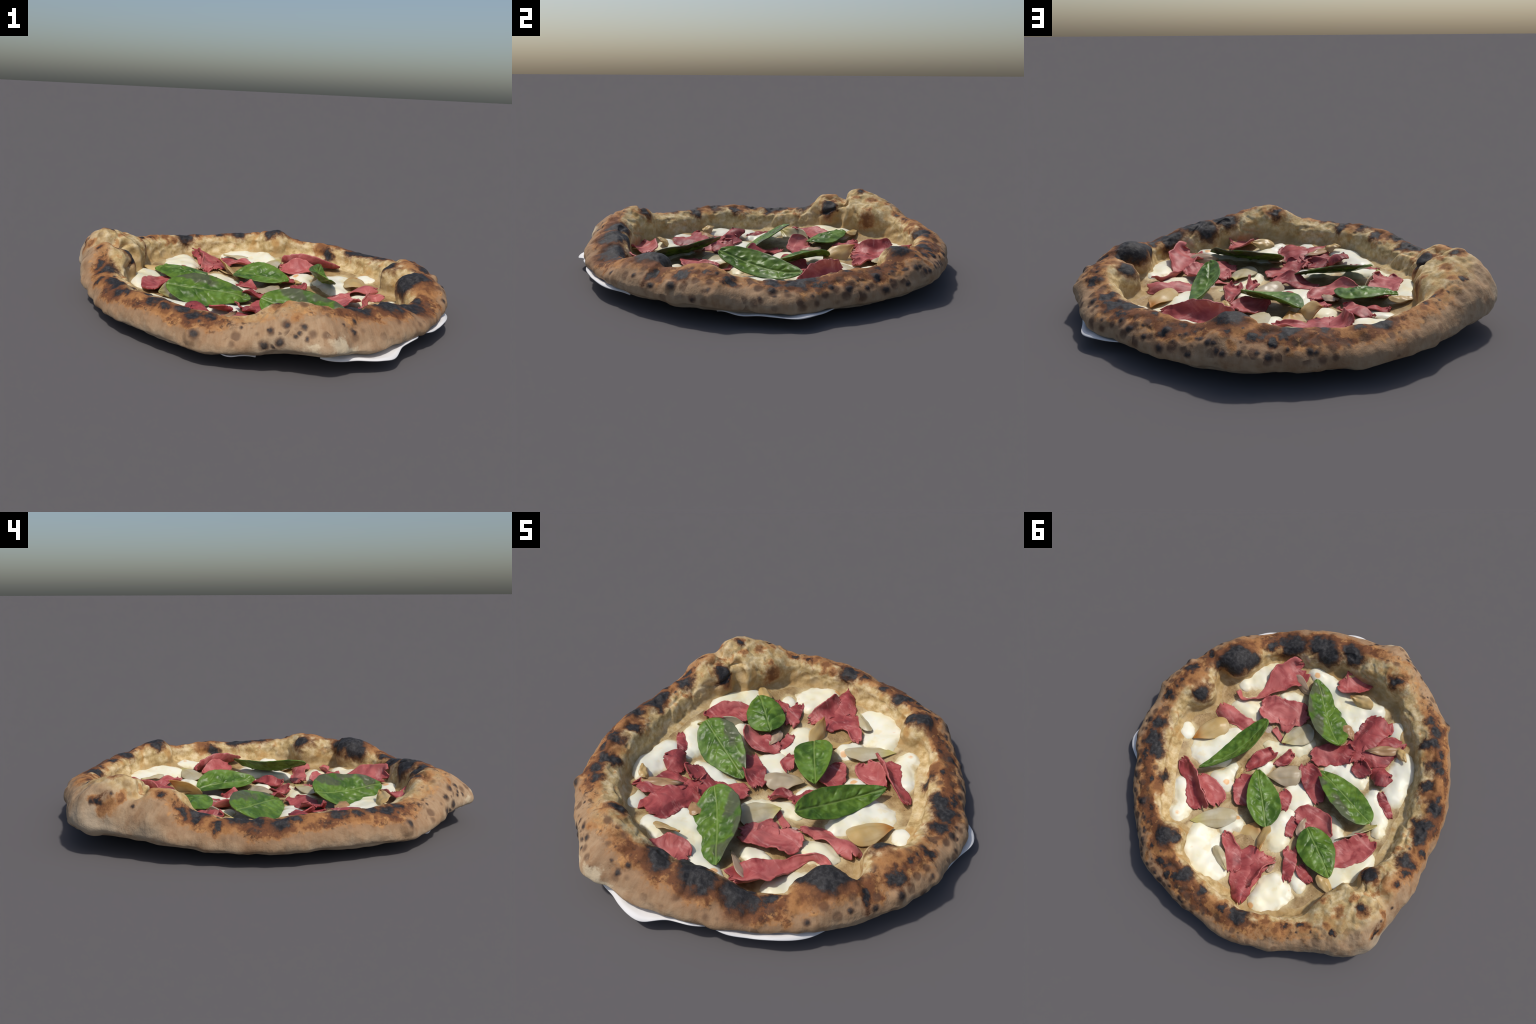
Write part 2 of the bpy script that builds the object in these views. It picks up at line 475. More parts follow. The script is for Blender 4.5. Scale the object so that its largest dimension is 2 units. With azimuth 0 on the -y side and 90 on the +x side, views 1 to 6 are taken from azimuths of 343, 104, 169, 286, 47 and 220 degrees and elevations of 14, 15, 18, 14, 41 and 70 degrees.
# melted mozzarella: each patch is a few lumps (x, y, radius) run together
MOZZARELLA = [
    [(0.5, -0.415, 0.066), (0.534, -0.334, 0.058), (0.576, -0.262, 0.041)],
    [(0.51, -0.132, 0.051), (0.437, -0.138, 0.055), (0.439, -0.177, 0.051)],
    [(0.301, -0.359, 0.044), (0.256, -0.372, 0.032), (0.344, -0.341, 0.026)],
    [(0.649, 0.194, 0.044), (0.676, 0.163, 0.029)],
    [(0.513, 0.217, 0.066), (0.456, 0.17, 0.073), (0.419, 0.098, 0.066), (0.415, 0.033, 0.051), (0.448, 0.237, 0.055), (0.391, 0.19, 0.051)],
    [(0.331, 0.296, 0.041), (0.268, 0.304, 0.041), (0.291, 0.253, 0.035), (0.299, 0.197, 0.032)],
    [(0.454, 0.461, 0.044), (0.398, 0.504, 0.05), (0.364, 0.544, 0.041), (0.361, 0.611, 0.047)],
    [(0.199, 0.605, 0.051), (0.168, 0.683, 0.061), (0.085, 0.717, 0.08), (-0.008, 0.724, 0.061), (0.12, 0.623, 0.061)],
    [(0.088, 0.453, 0.051), (0.092, 0.504, 0.036), (0.057, 0.447, 0.029)],
    [(-0.304, 0.604, 0.066), (-0.311, 0.679, 0.073), (-0.358, 0.616, 0.066), (-0.296, 0.721, 0.041), (-0.309, 0.565, 0.036)],
    [(-0.119, 0.278, 0.044), (-0.143, 0.354, 0.058), (-0.182, 0.393, 0.051), (-0.124, 0.226, 0.044)],
    [(-0.105, 0.106, 0.07), (-0.095, 0.152, 0.058), (-0.144, 0.086, 0.051), (-0.064, 0.089, 0.051)],
    [(-0.38, 0.126, 0.036), (-0.421, 0.17, 0.041), (-0.336, 0.102, 0.026)],
    [(-0.451, -0.118, 0.041), (-0.508, -0.085, 0.051), (-0.56, -0.048, 0.044), (-0.58, 0.011, 0.036), (-0.441, -0.169, 0.029)],
    [(-0.46, -0.432, 0.041), (-0.501, -0.347, 0.066), (-0.522, -0.266, 0.066), (-0.546, -0.218, 0.051), (-0.486, -0.393, 0.055)],
    [(-0.312, -0.58, 0.041), (-0.346, -0.545, 0.041)],
    [(0.274, -0.578, 0.044), (0.201, -0.57, 0.058), (0.128, -0.563, 0.055), (0.06, -0.521, 0.066), (-0.006, -0.509, 0.066), (-0.064, -0.531, 0.066), (-0.103, -0.58, 0.061), (-0.166, -0.595, 0.041), (-0.116, -0.448, 0.047), (-0.05, -0.449, 0.051)],
    [(-0.142, -0.148, 0.036), (-0.205, -0.186, 0.051), (-0.268, -0.175, 0.058), (-0.322, -0.18, 0.047)],
    [(0.177, -0.053, 0.041), (0.13, -0.089, 0.047), (0.076, -0.141, 0.055), (0.227, -0.044, 0.029), (0.043, -0.197, 0.036)],
    [(0.162, 0.098, 0.041), (0.148, 0.056, 0.026)],
    [(-0.625, 0.182, 0.051), (-0.606, 0.251, 0.055), (-0.583, 0.313, 0.061), (-0.57, 0.383, 0.047), (-0.522, 0.369, 0.041)],
    [(-0.387, 0.486, 0.044), (-0.422, 0.509, 0.038), (-0.374, 0.446, 0.029)],
    [(-0.33, -0.319, 0.032)],
]


def crust_material():
    m = NT("baked_crust")
    co = m.coord()
    sep = m.n("SeparateXYZ"); m.link(co, sep.inputs[0])
    x, y, z = sep.outputs
    ang = m.math("DIVIDE", m.math("ARCTAN2", y, x), TAU)
    ang = m.math("FRACT", m.math("ADD", ang, 1.0))
    r = m.math("SQRT", m.math("ADD", m.math("MULTIPLY", x, x), m.math("MULTIPLY", y, y)))
    ks = [i * 7.5 for i in range(49)]
    rc = m.curve(ang, [(k / 360, FC(k) + 0.005) for k in ks])
    zc = m.curve(ang, [(k / 360, FT(k) - 0.085) for k in ks])
    # turn around the tube of the rim: 0 outer side, 0.25 top, 0.5 inner side
    phi = m.math("DIVIDE", m.math("ARCTAN2", m.math("SUBTRACT", z, zc), m.math("SUBTRACT", r, rc)), TAU)
    phi = m.math("SUBTRACT", m.math("FRACT", m.math("ADD", phi, 1.25)), 0.25)
    n1 = m.noise(co, 5.0, 5, 0.6)
    n2 = m.noise(co, 16.0, 6, 0.65)
    n3 = m.noise(co, 55.0, 5, 0.65)
    n4 = m.noise(co, 9.0, 3, 0.5, 0.6)
    wob = m.math("ADD", m.math("MULTIPLY", m.math("SUBTRACT", n1, 0.5), 0.16),
                 m.math("MULTIPLY", m.math("SUBTRACT", n2, 0.5), 0.12))
    p = m.math("ADD", phi, wob)
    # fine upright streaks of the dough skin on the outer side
    comb = m.n("CombineXYZ")
    m.put(comb.inputs[0], m.math("MULTIPLY", ang, 260.0)); m.put(comb.inputs[1], m.math("MULTIPLY", z, 14.0))
    streak = m.noise(comb.outputs[0], 1.0, 3, 0.6)
    # pale dough
    outer = m.mix(m.step(streak, 0.3, 0.7), OUT_A, OUT_B)
    outer = m.mix(m.step(p, -0.13, 0.03, 1.0, 0.0), outer, LOW_C)
    outer = m.mix(m.math("MULTIPLY", m.step(m.math("ADD", m.math("MULTIPLY", n2, 0.6), m.math("MULTIPLY", n1, 0.4)), 0.50, 0.64), 0.55), outer, SIDE_C)
    nf = m.noise(co, 30.0, 4, 0.6)
    inner = m.ramp(m.math("ADD", m.math("MULTIPLY", n2, 0.5), m.math("MULTIPLY", nf, 0.5)), [(0.36, IN_A), (0.48, IN_B), (0.60, IN_C)])
    inner = m.mix(m.step(n4, 0.52, 0.68), inner, IN_D)
    ta = m.curve(ang, [(a / 360, v) for a, v in TOAST])
    dough = m.mix(m.step(m.math("ADD", p, m.math("MULTIPLY", m.math("SUBTRACT", 0.9, ta), 0.17)), 0.19, 0.30), outer, inner)
    dough = m.mix(m.math("MULTIPLY", m.step(p, 0.50, 0.58), 0.6), dough, BASE_B)
    # toasted band on top, its strength changes round the rim
    side = m.math("MULTIPLY", m.step(p, -0.12, 0.09), m.step(p, 0.36, 0.22))
    col = m.mix(m.math("MULTIPLY", m.math("MULTIPLY", side, ta), 0.85), dough, SIDE_C)
    band = m.math("MULTIPLY", m.step(p, 0.015, 0.16), m.step(p, 0.34, 0.24))
    band = m.math("MULTIPLY", band, ta)
    t = m.math("ADD", band, m.math("MULTIPLY", m.math("SUBTRACT", n2, 0.5), 1.3))
    t = m.math("ADD", t, m.math("MULTIPLY", m.math("SUBTRACT", n1, 0.5), 1.0))
    t = m.math("ADD", t, m.math("MULTIPLY", m.math("SUBTRACT", n3, 0.5), 0.8))
    t = m.math("MULTIPLY", t, m.step(band, 0.0, 0.45))
    col = m.mix(m.math("MULTIPLY", m.step(t, 0.05, 0.70), 0.9), col, TOAST_A)
    col = m.mix(m.step(t, 0.45, 0.88), col, TOAST_B)
    col = m.mix(m.step(t, 0.98, 1.25), col, TOAST_C)
    sp = m.math("MULTIPLY", m.step(m.noise(co, 30.0, 4, 0.65), 0.53, 0.66), m.step(band, 0.12, 0.5))
    col = m.mix(m.math("MULTIPLY", sp, 0.8), col, TOAST_C)
    lt = m.math("MULTIPLY", m.step(m.noise(co, 23.0, 4, 0.65), 0.45, 0.34), m.step(band, 0.1, 0.4))
    col = m.mix(m.math("MULTIPLY", lt, 0.6), col, (0.56, 0.29, 0.105))
    # small freckles between the blisters of the outer side
    vor = m.n("TexVoronoi"); m.link(co, vor.inputs["Vector"])
    vor.inputs["Scale"].default_value = 21.0
    sepc = m.n("SeparateColor"); m.link(vor.outputs["Color"], sepc.inputs[0])
    size = m.math("MULTIPLY", m.step(sepc.outputs[0], 0.10, 0.95), 0.48)
    fd = m.math("SUBTRACT", m.math("ADD", vor.outputs["Distance"], m.math("MULTIPLY", m.math("SUBTRACT", n3, 0.5), 0.2)), size)
    freck = m.math("MULTIPLY", m.step(fd, 0.14, -0.16), m.step(p, -0.09, 0.04))
    freck = m.math("MULTIPLY", freck, m.step(p, 0.36, 0.24))
    fa = m.curve(ang, [(a / 360, v) for a, v in FRECKLE])
    freck = m.math("MULTIPLY", freck, fa)
    col = m.mix(m.math("MULTIPLY", freck, 0.85), col, FRECK_C)
    # orange flecks on the inner wall
    fl = m.math("MULTIPLY", m.step(m.noise(co, 17.0, 4, 0.65), 0.56, 0.66), m.step(p, 0.24, 0.32))
    fl = m.math("MULTIPLY", fl, m.step(p, 0.55, 0.40))
    col = m.mix(m.math("MULTIPLY", fl, 0.7), col, TOAST_A)
    # specks of the inner wall
    pits = m.math("MULTIPLY", m.step(m.voronoi(co, 42.0), 0.16, 0.06), m.step(n1, 0.5, 0.62))
    col = m.mix(m.math("MULTIPLY", pits, 0.5), col, (0.16, 0.09, 0.03))
    # charred blisters at their places
    wv = m.n("VectorMath", operation="MULTIPLY_ADD")
    m.link(m.noise(co, 24.0, 4, 0.7, color=True), wv.inputs[0])
    wv.inputs[1].default_value = (0.075,) * 3
    wl = m.n("VectorMath", operation="MULTIPLY_ADD")
    m.link(m.noise(co, 8.0, 2, 0.5, color=True), wl.inputs[0])
    wl.inputs[1].default_value = (0.11,) * 3
    m.link(m.vmath("SUBTRACT", co, (0.0925,) * 3), wl.inputs[2])
    m.link(wl.outputs[0], wv.inputs[2])
    cw = wv.outputs[0]
    char = blis = None
    for sx, sy, sz, sr, k in TOP_CHAR:
        d = m.math("DIVIDE", m.vmath("DISTANCE", cw, (sx, sy, sz)), sr * 1.12)
        if k < 1.0:
            d = m.math("ADD", d, (1.0 - k) * 0.7)
        char = d if char is None else m.math("MINIMUM", char, d)
    wv2 = m.n("VectorMath", operation="MULTIPLY_ADD")
    m.link(m.noise(co, 40.0, 3, 0.6, color=True), wv2.inputs[0])
    wv2.inputs[1].default_value = (0.022,) * 3
    m.link(m.vmath("SUBTRACT", co, (0.011,) * 3), wv2.inputs[2])
    for sx, sy, sz, sr, k in SIDE_BLISTERS:
        d = m.math("ADD", m.math("DIVIDE", m.vmath("DISTANCE", wv2.outputs[0], (sx, sy, sz)), sr * 1.25), (1.0 - k) * 0.9)
        blis = d if blis is None else m.math("MINIMUM", blis, d)
    sco = None
    for sx, sy, sz, sr, k in SCORCH:
        d = m.math("ADD", m.math("DIVIDE", m.vmath("DISTANCE", cw, (sx, sy, sz)), sr * 1.25), (1.0 - k) * 0.5)
        sco = d if sco is None else m.math("MINIMUM", sco, d)
    sco = m.math("ADD", sco, m.math("MULTIPLY", m.math("SUBTRACT", n2, 0.5), 1.6))
    col = m.mix(m.math("MULTIPLY", m.step(sco, 1.3, 0.7), 0.85), col, TOAST_A)
    col = m.mix(m.math("MULTIPLY", m.step(sco, 0.85, 0.30), 0.8), col, TOAST_B)
    col = m.mix(m.math("MULTIPLY", m.step(blis, 1.5, 0.75), 0.75), col, FRECK_C)
    bblk = m.math("MULTIPLY", m.step(blis, 0.98, 0.45), 0.85)
    brok = m.math("ADD", char, m.math("MULTIPLY", m.math("SUBTRACT", n2, 0.5), 1.1))
    col = m.mix(m.math("MULTIPLY", m.step(brok, 2.0, 1.1), 0.85), col, TOAST_B)
    col = m.mix(m.math("MULTIPLY", m.step(brok, 1.5, 0.95), 0.9), col, HALO_C)
    blk = m.math("MAXIMUM", m.step(brok, 1.20, 0.78), bblk)
    charc = m.mix(m.step(n3, 0.4, 0.7), (0.018, 0.017, 0.018), (0.050, 0.048, 0.049))
    col = m.mix(blk, col, charc)
    for sx, sy, sz, sr in TORN:                   # torn crust shows the pale crumb
        d = m.math("DIVIDE", m.vmath("DISTANCE", cw, (sx, sy, sz)), sr)
        col = m.mix(m.math("MULTIPLY", m.step(m.math("ADD", d, m.math("MULTIPLY", m.math("SUBTRACT", n2, 0.5), 1.5)), 1.1, 0.6), 0.85), col, (0.60, 0.49, 0.33))
    h = m.math("ADD", m.math("MULTIPLY", n2, 0.7), m.math("MULTIPLY", n3, 0.45))
    h = m.math("ADD", h, m.math("MULTIPLY", streak, 0.15))
    nrm = m.bump(h, 0.5, 0.012)
    rough = m.math("SUBTRACT", 0.78, m.math("MULTIPLY", blk, 0.16))
    return m.surface(col, rough, nrm, spec=0.25)

def melt_distance(m, co):
    """Distance to the nearest melted lump in lump radii, with a ragged edge (used to blend cheese and base)."""
    wv = m.n("VectorMath", operation="MULTIPLY_ADD")
    m.link(m.noise(co, 14.0, 4, 0.65, color=True), wv.inputs[0])
    wv.inputs[1].default_value = (0.06, 0.06, 0.0)
    m.link(m.vmath("SUBTRACT", m.vmath("MULTIPLY", co, (1.0, 1.0, 0.0)), (0.03, 0.03, 0.0)), wv.inputs[2])
    best = None
    for lumps in MOZZARELLA:
        for x, y, r in lumps:
            d = m.math("DIVIDE", m.vmath("DISTANCE", wv.outputs[0], (x, y, 0.0)), r)
            best = d if best is None else m.math("MINIMUM", best, d)
    return best

def base_material():
    m = NT("baked_base")
    co = m.coord()
    n1 = m.noise(co, 6.0, 5, 0.6)
    n2 = m.noise(co, 22.0, 5, 0.65)
    n3 = m.noise(co, 90.0, 4, 0.6)
    col = m.ramp(n2, [(0.3, BASE_A), (0.5, BASE_B), (0.68, BASE_C)])
    col = m.mix(m.step(n1, 0.52, 0.68), col, BASE_D)
    col = m.mix(m.math("MULTIPLY", m.step(n3, 0.60, 0.72), 0.5), col, (0.55, 0.42, 0.24))
    col = m.mix(m.math("MULTIPLY", m.step(melt_distance(m, co), 1.75, 1.05), 0.8), col, MOZ_EDGE)
    col = m.mix(m.step(m.voronoi(co, 28.0), 0.09, 0.05), col, (0.10, 0.05, 0.02))
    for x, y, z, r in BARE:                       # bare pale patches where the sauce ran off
        col = m.mix(m.step(m.vmath("DISTANCE", co, (x, y, z)), r * 1.05, r * 0.95), col, (0.46, 0.37, 0.30))
    nrm = m.bump(m.math("ADD", n2, m.math("MULTIPLY", n3, 0.5)), 0.45, 0.012)
    return m.surface(col, 0.5, nrm, spec=0.4)

def under_material():
    m = NT("underside_dough")
    co = m.coord()
    n = m.noise(co, 9.0, 5, 0.6)
    col = m.ramp(n, [(0.3, (0.40, 0.28, 0.18)), (0.7, (0.52, 0.40, 0.29))])
    col = m.mix(m.step(m.voronoi(co, 9.0), 0.22, 0.10), col, (0.12, 0.06, 0.03))
    return m.surface(col, 0.8, m.bump(n, 0.3, 0.01), spec=0.2)

def mozzarella_material():
    m = NT("melted_mozzarella")
    co = m.coord()
    n1 = m.noise(co, 6.0, 4, 0.5)
    n2 = m.noise(co, 30.0, 4, 0.6)
    col = m.mix(m.step(n1, 0.40, 0.65), MOZ_A, MOZ_B)
    col = m.mix(m.math("MULTIPLY", m.step(m.noise(co, 13.0, 4, 0.6), 0.54, 0.70), 0.55), col, (0.78, 0.65, 0.36))
    col = m.mix(m.math("MULTIPLY", m.step(melt_distance(m, co), 0.85, 1.45), 0.85), col, MOZ_EDGE)
    v = m.n("TexVoronoi"); m.link(co, v.inputs["Vector"]); v.inputs["Scale"].default_value = 11.0
    sc = m.n("SeparateColor"); m.link(v.outputs["Color"], sc.inputs[0])
    size = m.math("MULTIPLY", m.step(sc.outputs[0], 0.45, 1.0), 0.20)
    d = m.math("SUBTRACT", m.math("ADD", v.outputs["Distance"], m.math("MULTIPLY", m.math("SUBTRACT", n2, 0.5), 0.2)), size)
    col = m.mix(m.math("MULTIPLY", m.step(d, 0.06, -0.04), 0.75), col, (0.75, 0.33, 0.06))
    nrm = m.bump(m.math("ADD", n1, m.math("MULTIPLY", n2, 0.2)), 0.2, 0.01)
    return m.surface(col, 0.42, nrm, spec=0.4, sss=0.15)

def meat_material():
    m = NT("cured_meat")
    co = m.coord()
    w = m.noise(co, 9.0, 4, 0.6, 1.5)
    n2 = m.noise(co, 40.0, 4, 0.6)
    big = m.noise(co, 2.6, 2, 0.5)  # broad drift towards dark wine, paints the shadow of folded flaps into the colour
    col = m.ramp(m.math("ADD", m.math("MULTIPLY", w, 0.55), m.math("MULTIPLY", big, 0.55)), [(0.42, MEAT_A), (0.54, MEAT_B), (0.65, MEAT_C)])
    fat = m.noise(m.mapping(co, (8, 30, 12), rot=(0, 0, 0.7)), 1.0, 4, 0.65)
    col = m.mix(m.math("MULTIPLY", m.step(fat, 0.54, 0.70), 0.55), col, (0.64, 0.31, 0.28))
    col = m.mix(m.math("MULTIPLY", m.step(n2, 0.6, 0.75), 0.3), col, (0.60, 0.25, 0.24))
    nrm = m.bump(m.math("ADD", w, m.math("MULTIPLY", n2, 0.5)), 0.22, 0.008)
    return m.surface(col, 0.50, nrm, spec=0.32, sss=0.08, sss_radius=(0.02, 0.005, 0.004))

def onion_material(name, c1, c2, tipc):
    m = NT(name)
    co = m.coord()
    lines = m.noise(m.mapping(co, (6, 70, 20)), 1.0, 3, 0.5)
    n1 = m.noise(co, 9.0, 4, 0.55)
    sep = m.n("SeparateXYZ"); m.link(co, sep.inputs[0])
    col = m.mix(m.step(n1, 0.35, 0.65), c1, c2)
    col = m.mix(m.step(m.math("ADD", sep.outputs[0], m.math("MULTIPLY", m.math("SUBTRACT", n1, 0.5), 0.06)), 0.02, 0.10), col, tipc)
    col = m.mix(m.math("MULTIPLY", m.step(lines, 0.58, 0.7), 0.25), col, (0.42, 0.28, 0.10))
    nrm = m.bump(lines, 0.15, 0.006)
    return m.surface(col, 0.38, nrm, spec=0.5, sss=0.1, translucent=0.22)

def basil_material(name, wilted):
    m = NT(name)
    co = m.coord()
    sep = m.n("SeparateXYZ"); m.link(co, sep.inputs[0])
    x, y, z = sep.outputs
    ay = m.math("ABSOLUTE", y)
    n1 = m.noise(co, 11.0, 4, 0.55)
    n2 = m.noise(co, 60.0, 4, 0.6)
    oi = m.n("ObjectInfo")
    off = m.n("CombineXYZ")
    loc = m.n("SeparateXYZ"); m.link(oi.outputs["Location"], loc.inputs[0])
    m.put(off.inputs[0], m.math("MULTIPLY", loc.outputs[0], 9.0)); m.put(off.inputs[1], m.math("MULTIPLY", loc.outputs[1], 7.0))
    cv = m.vmath("ADD", co, off.outputs[0])
    big = m.noise(cv, 6.0, 3, 0.5)
    col = m.mix(m.step(n1, 0.38, 0.62), LEAF_A, LEAF_B)
    col = m.mix(m.math("MULTIPLY", m.step(m.noise(co, 26.0, 3, 0.55), 0.52, 0.66), 0.5), col, (0.17, 0.30, 0.07))  # lighter green blotches: highlights on the quilting, painted into the leaf colour
    if wilted:                                             # grey-brown wilted patches
        col = m.mix(m.math("MULTIPLY", m.step(m.math("ADD", big, m.math("MULTIPLY", y, 1.6)), 0.58, 0.66), 0.75), col, LEAF_D)
    # side veins leave the midrib at an angle
    s = m.math("SUBTRACT", m.math("MULTIPLY", x, 1.0), m.math("MULTIPLY", ay, 0.85))
    tri = m.math("ABSOLUTE", m.math("SUBTRACT", m.math("FRACT", m.math("MULTIPLY", m.math("ADD", s, 1.0), 15.0)), 0.5))
    side = m.step(tri, 0.055, 0.0)
    mid = m.step(ay, 0.0055, 0.002)
    vein = m.math("MAXIMUM", m.math("MULTIPLY", side, 0.18), mid)
    col = m.mix(m.math("MULTIPLY", vein, 0.55), col, LEAF_V)
    geo = m.n("NewGeometry")
    col = m.mix(m.math("MULTIPLY", geo.outputs["Backfacing"], 0.0), col, LEAF_V)
    nrm = m.bump(m.math("ADD", m.math("MULTIPLY", n1, 0.7), m.math("MULTIPLY", n2, 0.25)), 0.35, 0.01)
    return m.surface(col, 0.40, nrm, spec=0.4, translucent=0.12)

def paper_material():
    m = NT("white_paper")
    co = m.coord()
    n = m.noise(co, 14.0, 3, 0.5)
    col = m.mix(n, (0.80, 0.79, 0.78), (0.70, 0.68, 0.66))
    return m.surface(col, 0.6, m.bump(n, 0.2, 0.01), spec=0.3)

# ------------------------------------------------------------------ palette (linear)
OUT_A, OUT_B, LOW_C = (0.38, 0.24, 0.13), (0.48, 0.34, 0.205), (0.46, 0.36, 0.25)
SIDE_C = (0.28, 0.155, 0.08)
TORN = [(-0.02, -0.96, 0.12, 0.06), (-0.1, -0.96, 0.10, 0.05), (0.05, -0.95, 0.10, 0.04)]
IN_A, IN_B, IN_C, IN_D = (0.33, 0.22, 0.085), (0.53, 0.385, 0.18), (0.67, 0.54, 0.325), (0.48, 0.29, 0.105)
TOAST_A, TOAST_B, TOAST_C = (0.39, 0.18, 0.062), (0.16, 0.06, 0.024), (0.06, 0.03, 0.02)
FRECK_C, HALO_C = (0.10, 0.052, 0.032), (0.06, 0.026, 0.014)
BASE_A, BASE_B, BASE_C, BASE_D = (0.22, 0.135, 0.052), (0.33, 0.215, 0.09), (0.44, 0.31, 0.145), (0.49, 0.37, 0.20)
BARE = [(0.518, -0.052, 0.045, 0.03), (0.29, -0.12, 0.05, 0.03)]
MOZ_EDGE = (0.60, 0.48, 0.26)
MOZ_A, MOZ_B = (0.82, 0.79, 0.66), (0.82, 0.76, 0.54)
MEAT_A, MEAT_B, MEAT_C = (0.18, 0.028, 0.032), (0.34, 0.062, 0.062), (0.46, 0.125, 0.115)
LEAF_A, LEAF_B, LEAF_D, LEAF_V = (0.050, 0.115, 0.010), (0.120, 0.215, 0.022), (0.085, 0.080, 0.055), (0.24, 0.33, 0.09)


# ------------------------------------------------------------------ object helpers
def add_mesh(name, verts, faces, mat, parent, smooth_shade=True, solid=0.0, subsurf=0):
    me = bpy.data.meshes.new(name)
    me.from_pydata(verts, [], faces)
    me.materials.append(mat)
    if smooth_shade:
        me.polygons.foreach_set("use_smooth", [True] * len(me.polygons))
    me.update()
    ob = bpy.data.objects.new(name, me)
    bpy.context.scene.collection.objects.link(ob)
    if parent is not None:
        ob.parent = parent
    if solid:
        md = ob.modifiers.new("thickness", "SOLIDIFY")
        md.thickness = solid
        md.offset = -1.0
        md.use_even_offset = False
    if subsurf:
        md = ob.modifiers.new("smooth", "SUBSURF")
        md.levels = md.render_levels = subsurf
    return ob

def grid_faces(nu, nv, close_u=False):
    f = []
    for i in range(nu if close_u else nu - 1):
        for j in range(nv - 1):
            a = i * nv + j
            b = ((i + 1) % nu) * nv + j
            f.append((a, b, b + 1, a + 1))
    return f

pizza = bpy.data.objects.new("pizza", None)
bpy.context.scene.collection.objects.link(pizza)
pizza["label"] = "wood-fired pizza with puffy charred crust, mozzarella, cured meat and basil"
pizza["category"] = "pizza"

# ------------------------------------------------------------------ crust + base + underside: one smooth surface
def build_dough():
    NA = 900
    KF, KC, KU = 46, 150, 14          # rows: floor, rim, underside
    rows = KF + KC + KU
    verts = []
    for i in range(NA):
        deg = 360.0 * i / NA
        a = math.radians(deg)
        ca, sa = math.cos(a), math.sin(a)
        cp = profile(deg)
        r0 = cp[0][0]
        z0 = floor_z(r0 * ca, r0 * sa)
        cp[0] = (r0, z0)
        cp = [(p[0], p[1]) for p in cp]
        for j in range(KF):
            r = r0 * (j + 0.5) / KF
            verts.append(Vector((r * ca, r * sa, floor_z(r * ca, r * sa))))
        for j in range(KC):
            r, z = catmull(cp, j / (KC - 1))
            verts.append(Vector((r * ca, r * sa, z)))
        rb, zb = cp[-1]
        for j in range(KU):
            f = 1.0 - (j + 1) / (KU + 0.5)
            r = rb * f
            verts.append(Vector((r * ca, r * sa, zb * (0.35 + 0.65 * f) * f ** 1.4)))
    faces = grid_faces(NA, rows, True)
    n = len(verts)
    verts.append(Vector((0, 0, floor_z(0, 0))))
    verts.append(Vector((0, 0, 0)))
    for i in range(NA):
        k = (i + 1) % NA
        faces.append((i * rows, n, k * rows))
        faces.append((i * rows + rows - 1, k * rows + rows - 1, n + 1))
    faces = [tuple(reversed(f)) for f in faces]
    # displacement along the loft normals: bubbles, lumps, blisters, fine crumb
    me = bpy.data.meshes.new("tmp")
    me.from_pydata(verts, [], faces)
    me.update()
    nor = [v.normal.copy() for v in me.vertices]
    out = []
    for idx, (v, nn) in enumerate(zip(verts, nor)):
        j = idx % rows if idx < n else 0
        w = smooth(KF - 3, KF + 14, j) * (1 - smooth(KF + KC - 22, KF + KC - 2, j)) if idx < n else 0.0
        p = v.copy()
        d = 0.0
        if w > 0:
            d += 0.006 * vnoise(p, 4.2, 1) + 0.009 * vnoise(p, 9.0, 5) + 0.006 * vnoise(p, 15.0, 12)
            hi = smooth(0.0, 0.30, (j - KF) / KC) * (1 - smooth(0.50, 0.66, (j - KF) / KC))
            d += (0.004 + 0.002 * hi) * vnoise(p, 22, 7) + (0.0012 + 0.001 * hi) * vnoise(p, 48, 8)
            d -= 0.006 * hi * smooth(0.25, 0.50, vnoise(p, 20, 31))                 # burst pores
            d -= 0.008 * hi * (1 - smooth(0.0, 0.12, abs(vnoise(p, 5.5, 17)))) * smooth(-0.1, 0.3, vnoise(p, 2.2, 23))   # pinched folds
        for bx, by, bz, br, ba in BUBBLES:
            dx, dy, dz = p.x - bx, p.y - by, p.z - bz
            q = (dx * dx + dy * dy + dz * dz) / (br * br)
            if q < 1.0:
                d += ba * (1 - q) ** 2
        for sx, sy, sz, sr, k in SIDE_BLISTERS:
            dx = p.x - sx
            if -sr < dx < sr:
                q = (dx * dx + (p.y - sy) ** 2 + (p.z - sz) ** 2) / (sr * sr)
                if q < 1.0:
                    d += 0.30 * sr * k * (1 - q) ** 1.5
        if w > 0:
            out.append(p + nn * d * w)
        else:
            out.append(p + Vector((0, 0, 0.0025 * vnoise(p, 40, 2))) if (idx < n and j < KF) else p)
    for v, c in zip(me.vertices, out):
        v.co = c
    me.update()
    nor = [v.normal.copy() for v in me.vertices]
    bpy.data.meshes.remove(me)
    # split into named regions that share border vertices and normals
    groups = {"pizza_base": [], "crust": [], "underside": []}
    cutA, cutB = KF + 6, KF + KC - 6
    for fi, f in enumerate(faces):
        if fi < NA * (rows - 1):
            j = fi % (rows - 1)
        else:
            j = 0 if (fi - NA * (rows - 1)) % 2 == 0 else rows - 1
        groups["pizza_base" if j < cutA else "crust" if j < cutB else "underside"].append(f)
    mats = {"pizza_base": base_material(), "crust": crust_material(), "underside": under_material()}
    for name, fs in groups.items():
        used = sorted({i for f in fs for i in f})
        m = {o: k for k, o in enumerate(used)}
        ob = add_mesh(name, [out[i] for i in used], [tuple(m[i] for i in f) for f in fs], mats[name], pizza)
        ob.data.normals_split_custom_set_from_vertices([nor[i] for i in used])

# ------------------------------------------------------------------ mozzarella: melted lumps run together

